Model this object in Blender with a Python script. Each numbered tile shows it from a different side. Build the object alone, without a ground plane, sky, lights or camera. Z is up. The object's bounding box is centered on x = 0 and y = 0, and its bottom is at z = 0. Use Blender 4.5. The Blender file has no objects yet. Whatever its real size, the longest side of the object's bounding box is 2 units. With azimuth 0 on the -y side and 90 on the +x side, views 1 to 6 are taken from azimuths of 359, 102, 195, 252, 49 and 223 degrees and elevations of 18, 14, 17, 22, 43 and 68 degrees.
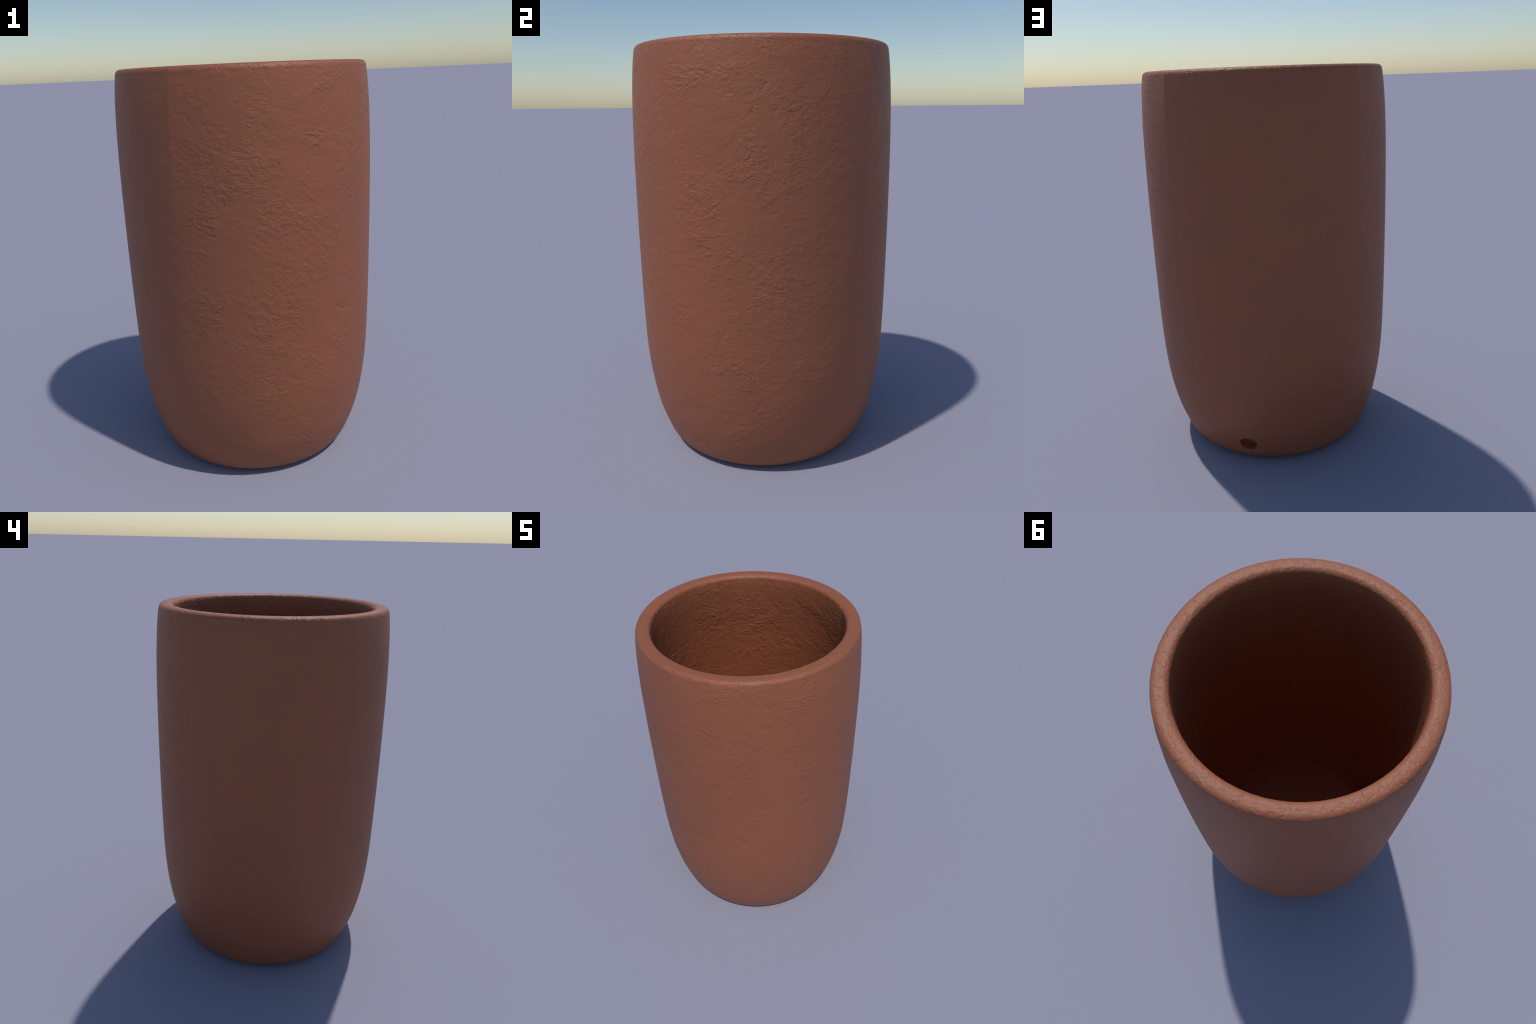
"""A tall rounded terracotta planter with a thick soft rim, a flat inner floor
and one drainage hole low in its back wall.  Everything is built from a turned
profile (control points below), with the hole worked into the wall's own mesh."""
import bpy, bmesh, math, random
from mathutils import Vector, noise, Matrix

random.seed(7)
SEG = 64                       # columns round the pot
TURN = math.radians(-120)      # direction of the first column
ROUND = 1.0004                 # corner radius that keeps the mean outline
HOLE_Z, HOLE_R, HOLE_FLAT = 0.1290, 0.0466, 0.925  # drainage hole, on the +y side

# ---- turned profile (radius, height) --------------------------------------
OUTER = [(0.4520, 0.0), (0.4830, 0.0103), (0.5100, 0.0270), (0.5456, 0.0916),
         (0.5756, 0.1778), (0.6000, 0.284), (0.6175, 0.400), (0.6280, 0.5238),
         (0.6340, 0.700), (0.6372, 0.950), (0.6380, 1.250), (0.6369, 1.450),
         (0.6334, 1.650), (0.6270, 1.800), (0.6195, 1.900), (0.6138, 1.950),
         (0.6108, 1.970)]
RIM = [(0.6108, 1.970), (0.6080, 1.9830), (0.6005, 1.9940), (0.5890, 1.9988),
       (0.5700, 2.0000), (0.5525, 1.9990), (0.5418, 1.9950), (0.5340, 1.9880),
       (0.5298, 1.9750), (0.5292, 1.966)]
INNER = [(0.5292, 1.966), (0.5305, 1.900), (0.5370, 1.800), (0.5450, 1.650),
         (0.5490, 1.450), (0.5500, 1.250), (0.5490, 0.950), (0.5460, 0.700),
         (0.5400, 0.5238), (0.5300, 0.400), (0.5140, 0.284), (0.4930, 0.180),
         (0.4700, 0.105), (0.4530, 0.066)]


def smooth_path(pts, step):
    """Natural cubic spline through pts, resampled at about `step` metres."""
    n = len(pts)
    t = [0.0]
    for a, b in zip(pts, pts[1:]):
        t.append(t[-1] + math.dist(a, b))

    def coeffs(y):
        h = [t[i + 1] - t[i] for i in range(n - 1)]
        al = [0.0] * n
        for i in range(1, n - 1):
            al[i] = 3 * ((y[i + 1] - y[i]) / h[i] - (y[i] - y[i - 1]) / h[i - 1])
        l, mu, z = [1.0] * n, [0.0] * n, [0.0] * n
        for i in range(1, n - 1):
            l[i] = 2 * (t[i + 1] - t[i - 1]) - h[i - 1] * mu[i - 1]
            mu[i] = h[i] / l[i]
            z[i] = (al[i] - h[i - 1] * z[i - 1]) / l[i]
        c = [0.0] * n
        for i in range(n - 2, -1, -1):
            c[i] = z[i] - mu[i] * c[i + 1]
        return [(y[i], (y[i + 1] - y[i]) / h[i] - h[i] * (c[i + 1] + 2 * c[i]) / 3, c[i],
                 (c[i + 1] - c[i]) / (3 * h[i])) for i in range(n - 1)]

    cr, cz = coeffs([p[0] for p in pts]), coeffs([p[1] for p in pts])
    m = max(2, round(t[-1] / step))
    out, i = [], 0
    for k in range(m + 1):
        s = t[-1] * k / m
        while i < n - 2 and s > t[i + 1]:
            i += 1
        d = s - t[i]
        out.append(tuple(q[0] + q[1] * d + q[2] * d * d + q[3] * d ** 3 for q in (cr[i], cz[i])))
    out[0], out[-1] = pts[0], pts[-1]
    return out


# one continuous turned outline, so that rim and walls share their tangents
whole = smooth_path(OUTER + RIM[1:] + INNER[1:], 0.016)
top = [k for k, p in enumerate(whole) if p[1] >= 1.962]
first, last = top[0], top[-1]
outer_rows, rim_rows, inner_rows = whole[:first + 1], whole[first:last + 1], whole[last:]
rim_rows = smooth_path([outer_rows[-1]] + RIM[1:-1] + [inner_rows[0]], 0.0045)


def radius_at(rows, z):
    rows = rows if rows[0][1] < rows[-1][1] else rows[::-1]
    for (r0, z0), (r1, z1) in zip(rows, rows[1:]):
        if z0 <= z <= z1:
            return r0 + (r1 - r0) * (z - z0) / max(z1 - z0, 1e-9)
    return rows[0][0] if z < rows[0][1] else rows[-1][0]


bm = bmesh.new()
part = bm.faces.layers.int.new("part")
PARTS = ["outer_wall", "rim", "inner_wall", "floor", "base", "drainage_hole"]


def corner(k):
    return TURN + 2 * math.pi * k / SEG


def ring(r, z):
    return [bm.verts.new((ROUND * r * math.cos(corner(k)), ROUND * r * math.sin(corner(k)), z))
            for k in range(SEG)]


def faceted(r, ang):
    """Distance to the flat-sided wall of corner radius r, in direction ang."""
    w = 2 * math.pi / SEG
    return ROUND * r * math.cos(w / 2) / math.cos((ang - TURN) % w - w / 2)


def face(vs, p):
    f = bm.faces.new(vs)
    f[part] = PARTS.index(p)
    f.smooth = True




def turn(first_ring, rows, p, skip=None):
    rings = [first_ring]
    for r, z in rows[1:]:
        rings.append(ring(r, z))
    for i, (a, b) in enumerate(zip(rings, rings[1:])):
        for k in range(SEG):
            if skip and skip[0] <= i < skip[1] and skip[2] <= k < skip[3]:
                continue
            j = (k + 1) % SEG
            face((a[k], a[j], b[j], b[k]), p)
    return rings


def hole_patch(rows):
    """Rows and columns of the wall that make room for the hole."""
    lo, hi = HOLE_Z - HOLE_R, HOLE_Z + HOLE_R * 1.1
    idx = [i for i, q in enumerate(rows) if lo <= q[1] <= hi]
    return min(idx) - 1, max(idx) + 1, 36, 39      # the three columns behind +y


so, si = hole_patch(outer_rows), hole_patch(inner_rows)
start = ring(*outer_rows[0])
outer = turn(start, outer_rows, "outer_wall", so)
rimr = turn(outer[-1], rim_rows, "rim")
inner = turn(rimr[-1], inner_rows, "inner_wall", si)


def disc(edge, r, z, p, down):
    rings, rr = [edge], r
    for q in (0.93, 0.8, 0.64, 0.48, 0.32, 0.16, 0.06):
        rings.append(ring(r * q, z))
    for a, b in zip(rings, rings[1:]):
        for k in range(SEG):
            j = (k + 1) % SEG
            face((a[k], b[k], b[j], a[j]) if down else (a[k], a[j], b[j], b[k]), p)
    face(rings[-1][::-1] if down else rings[-1], p)


disc(inner[-1], *inner_rows[-1], "floor", False)
disc(start, *outer_rows[0], "base", True)

# the hole runs square to the wall: its axis follows the outer normal
dr = radius_at(outer_rows, HOLE_Z + 0.03) - radius_at(outer_rows, HOLE_Z - 0.03)
AXIS = Vector((0, -0.06, dr * 0.45)).normalized()      # pointing inwards
E1 = Vector((1, 0, 0))
E2 = E1.cross(AXIS).normalized()
if E2.z < 0:
    E2 = -E2
MOUTH = Vector((0, radius_at(outer_rows, HOLE_Z), HOLE_Z))


def on_wall(ang, rows):
    p0 = MOUTH + HOLE_R * (math.cos(ang) * E1 + math.sin(ang) * HOLE_FLAT * E2)
    a, b = (-0.08, 0.04) if rows is outer_rows else (0.03, 0.2)
    for _ in range(50):
        m = (a + b) / 2
        q = p0 + AXIS * m
        if math.hypot(q.x, q.y) > faceted(radius_at(rows, q.z), math.atan2(q.y, q.x)):
            a = m
        else:
            b = m
    return p0 + AXIS * b


ROUND_STEPS = 56
ANGLES = [2 * math.pi * k / ROUND_STEPS for k in range(ROUND_STEPS)]


def bridge(loop_a, loop_b, p):
    edges = []
    for loop in (loop_a, loop_b):
        for k in range(len(loop)):
            u, v = loop[k], loop[(k + 1) % len(loop)]
            edges.append(bm.edges.get((u, v)) or bm.edges.new((u, v)))
    for f in bmesh.ops.bridge_loops(bm, edges=edges)["faces"]:
        f[part] = PARTS.index(p)
        f.smooth = True


def open_hole(rings, rows, s, p):
    i0, i1, k0, k1 = s
    loop = [(i0, k) for k in range(k0, k1)] + [(i, k1) for i in range(i0, i1)] + \
           [(i1, k) for k in range(k1, k0, -1)] + [(i, k0) for i in range(i1, i0, -1)]
    mouth = [bm.verts.new(on_wall(a, rows)) for a in ANGLES]
    bridge([rings[i][k] for i, k in loop], mouth, p)
    return mouth


mouth_out = open_hole(outer, outer_rows, so, "outer_wall")
mouth_in = open_hole(inner, inner_rows, si, "inner_wall")

# tunnel lining between the two openings
STEPS = 8
tunnel = [mouth_out]
for st in range(1, STEPS):
    tunnel.append([bm.verts.new(u.co.lerp(v.co, st / STEPS)) for u, v in zip(mouth_out, mouth_in)])
tunnel.append(mouth_in)
for a, b in zip(tunnel, tunnel[1:]):
    for k in range(ROUND_STEPS):
        j = (k + 1) % ROUND_STEPS
        face((a[k], b[k], b[j], a[j]), "drainage_hole")
bmesh.ops.recalc_face_normals(bm, faces=bm.faces)

# crisp edges: floor and base corners, mouth of the hole
for e in bm.edges:
    if len({f[part] for f in e.link_faces}) > 1:
        kinds = {PARTS[f[part]] for f in e.link_faces}
        if kinds & {"floor", "base", "drainage_hole"}:
            e.smooth = False
me = bpy.data.meshes.new("whole_pot")
bm.to_mesh(me)
part_of = [f[part] for f in bm.faces]
bm.free()
normals = [c.vector.copy() for c in me.corner_normals]

# normals bent to draw light-to-dark steps at four upright seams: shading
# turns towards mid-quadrant, most at the top
QUADRANT = math.pi / 2
for f in me.polygons:
    if PARTS[part_of[f.index]] in ("floor", "base", "drainage_hole"):
        continue
    mid = ((math.atan2(f.center.y, f.center.x) - TURN) % QUADRANT) / QUADRANT    # 0..1 across the quadrant
    side = 1 if mid < 0.5 else -1
    for l in f.loop_indices:
        p = me.vertices[me.loops[l].vertex_index].co
        a = (math.atan2(p.y, p.x) - TURN + QUADRANT / 2) % QUADRANT - QUADRANT / 2   # angle from nearest shading seam
        near = max(0.0, 1.0 - abs(a) / math.radians(13))
        up = min(1.0, max(0.0, (p.z - 0.9) / 0.9))
        lean = math.radians(0.7 + 4.3 * up) * near
        normals[l] = Matrix.Rotation(side * lean, 3, "Z") @ normals[l]


# ---- material ---------------------------------------------------------------
def clay(name, tint=1.0, rough=1.0):
    m = bpy.data.materials.new(name)
    m.use_nodes = True
    nt = m.node_tree
    N, L = nt.nodes, nt.links
    bsdf = N["Principled BSDF"]

    def node(kind, **kw):
        n = N.new("ShaderNode" + kind)
        for k, v in kw.items():
            if k.startswith("_"):
                n.inputs[k[1:].replace("_", " ")].default_value = v
            else:
                setattr(n, k, v)
        return n

    def link(a, b):
        L.new(a, b)

    def math_(op, a, b=None, c=None, clamp=False):
        n = node("Math", operation=op, use_clamp=clamp)
        for i, x in enumerate((a, b, c)):
            if x is None:
                continue
            if isinstance(x, (int, float)):
                n.inputs[i].default_value = x
            else:
                link(x, n.inputs[i])
        return n.outputs[0]

    def ramp(x, lo, hi, a=0.0, b=1.0):
        n = node("MapRange", interpolation_type="SMOOTHSTEP")
        link(x, n.inputs["Value"])
        for k, v in (("From Min", lo), ("From Max", hi), ("To Min", a), ("To Max", b)):
            n.inputs[k].default_value = v
        return n.outputs["Result"]

    co = node("TexCoord").outputs["Object"]

    def mapped(scale=(1, 1, 1), loc=(0, 0, 0), rot=(0, 0, 0)):
        n = node("Mapping")
        link(co, n.inputs["Vector"])
        n.inputs["Scale"].default_value = scale
        n.inputs["Location"].default_value = loc
        n.inputs["Rotation"].default_value = rot
        return n.outputs["Vector"]

    def noise_(vec, scale, detail=2.0, rough=0.5, dist=0.0):
        n = node("TexNoise", _Scale=scale, _Detail=detail, _Roughness=rough, _Distortion=dist)
        link(vec, n.inputs["Vector"])
        return n.outputs["Fac"]

    # patches where the clay was torn or pressed rough, between smoothed ones
    patch = ramp(noise_(mapped(loc=(3.1, 7.7, 1.3)), 5.6, 4.0, 0.62, 0.4), 0.43, 0.70)
    patch2 = ramp(noise_(mapped(loc=(13.1, 2.7, 5.3)), 5.5, 2.0, 0.5, 0.3), 0.58, 0.68)

    # torn, leathery wrinkles: longer sideways than tall, their run tilted
    # up or down by a slow wander of the height coordinate
    sway = noise_(mapped(loc=(8, 1, 4)), 2.4, 1.0, 0.5)
    xyz = node("SeparateXYZ")
    link(co, xyz.inputs[0])
    drag = node("CombineXYZ")
    link(xyz.outputs[0], drag.inputs[0])
    link(xyz.outputs[1], drag.inputs[1])
    link(math_("MULTIPLY", math_("MULTIPLY_ADD", sway, 0.20, xyz.outputs[2]), 1.45), drag.inputs[2])
    drag = drag.outputs[0]
    torn = node("TexNoise", noise_type="RIDGED_MULTIFRACTAL", _Scale=17.0, _Detail=3.0, _Roughness=0.62,
                _Lacunarity=2.1, _Offset=0.9, _Gain=1.6, _Distortion=0.25)
    torn.normalize = False
    link(drag, torn.inputs["Vector"])
    wrk = math_("MINIMUM", torn.outputs["Fac"], 2.2)
    # gritty grain
    grain = noise_(drag, 54.0, 2.5, 0.6, 0.2)
    # small pits and picked-out crumbs
    pits = ramp(noise_(mapped(scale=(1, 1, 1.25), loc=(2, 9, 6)), 40.0, 2.0, 0.5, 0.6), 0.30, 0.46, 1.0, 0.0)
    # finger-drag lines that curl
    wav = node("TexWave", wave_type="BANDS", bands_direction="DIAGONAL", wave_profile="SIN",
               _Scale=11.0, _Distortion=9.0, _Detail=1.5)
    wav.inputs["Detail Scale"].default_value = 0.55
    link(mapped(scale=(1, 1, 1.5)), wav.inputs["Vector"])
    lines = wav.outputs["Fac"]
    # broad dents and folds
    broad = noise_(mapped(scale=(1, 1, 1.4), loc=(5, 5, 5)), 9.0, 3.0, 0.5, 0.6)
    # a few long creases
    warp = noise_(mapped(), 5.0, 3.0, 0.6)
    vor = node("TexVoronoi", feature="DISTANCE_TO_EDGE", _Scale=3.2)
    vmix = node("VectorMath", operation="ADD")
    link(mapped(scale=(1, 1, 1.5)), vmix.inputs[0])
    wv = node("TexNoise", _Scale=6.0, _Detail=3.0)
    link(co, wv.inputs["Vector"])
    sc = node("VectorMath", operation="SCALE")
    link(wv.outputs["Color"], sc.inputs[0])
    sc.inputs["Scale"].default_value = 0.45
    link(sc.outputs[0], vmix.inputs[1])
    link(vmix.outputs[0], vor.inputs["Vector"])
    crease = ramp(vor.outputs["Distance"], 0.0, 0.05, 1.0, 0.0)
    crease = math_("MULTIPLY", crease, ramp(warp, 0.55, 0.68))

    lip = ramp(xyz.outputs[2], 1.955, 1.985)            # the rim is knocked about more
    amount = math_("MAXIMUM", math_("MULTIPLY_ADD", patch, 0.70, 0.27), math_("MULTIPLY", lip, 0.66))
    h = math_("MULTIPLY", math_("MULTIPLY", wrk, 0.00105), amount)
    h = math_("ADD", h, math_("MULTIPLY", math_("MULTIPLY", grain, 0.0042), amount))
    h = math_("SUBTRACT", h, math_("MULTIPLY", math_("MULTIPLY", pits, 0.0015), amount))
    h = math_("ADD", h, math_("MULTIPLY", math_("MULTIPLY", lines, 0.0008), patch2))
    h = math_("ADD", h, math_("MULTIPLY", broad, 0.0032))
    h = math_("SUBTRACT", h, math_("MULTIPLY", crease, 0.0014))
    chips = ramp(noise_(mapped(loc=(4, 4, 1)), 19.0, 3.0, 0.6, 0.5), 0.29, 0.36, 1.0, 0.0)
    h = math_("SUBTRACT", h, math_("MULTIPLY", math_("MULTIPLY", chips, 0.0022), lip))
    bump = node("Bump", _Strength=1.0, _Distance=rough)
    link(h, bump.inputs["Height"])
    link(bump.outputs["Normal"], bsdf.inputs["Normal"])

    # fired-clay colour, faintly mottled
    mott = noise_(mapped(loc=(1, 2, 3)), 3.0, 5.0, 0.6, 0.3)
    cr = node("ValToRGB")
    cr.color_ramp.elements[0].position = 0.32
    cr.color_ramp.elements[1].position = 0.68
    cr.color_ramp.elements[0].color = (0.290 * tint, 0.0930 * tint, 0.0430 * tint, 1)
    cr.color_ramp.elements[1].color = (0.308 * tint, 0.0985 * tint, 0.0430 * tint, 1)
    link(mott, cr.inputs["Fac"])
    link(cr.outputs["Color"], bsdf.inputs["Base Color"])
    bsdf.inputs["Roughness"].default_value = 0.55
    bsdf.inputs["Specular IOR Level"].default_value = 0.5
    return m


CLAY = clay("terracotta_clay")
INSIDE = clay("terracotta_clay_inside", rough=1.35)   # left rougher by hand
FLOOR = clay("terracotta_clay_floor", tint=1.12, rough=0.6)

pot = bpy.data.objects.new("terracotta_planter", None)
pot["label"] = "tall rounded terracotta planter with a thick rim"
pot["category"] = "flower pot"
bpy.context.collection.objects.link(pot)

co = [v.co.copy() for v in me.vertices]
for n, name in enumerate(PARTS):
    ids, faces, nor = {}, [], []
    for f in me.polygons:
        if part_of[f.index] != n:
            continue
        faces.append([ids.setdefault(v, len(ids)) for v in f.vertices])
        nor.extend(normals[l] for l in f.loop_indices)
    pm = bpy.data.meshes.new(name)
    pm.from_pydata([co[v] for v in ids], [], faces)
    for f in pm.polygons:
        f.use_smooth = True
    pm.normals_split_custom_set(nor)
    pm.materials.append({"inner_wall": INSIDE, "floor": FLOOR}.get(name, CLAY))
    ob = bpy.data.objects.new(name, pm)
    ob.parent = pot
    bpy.context.collection.objects.link(ob)
bpy.data.meshes.remove(me)
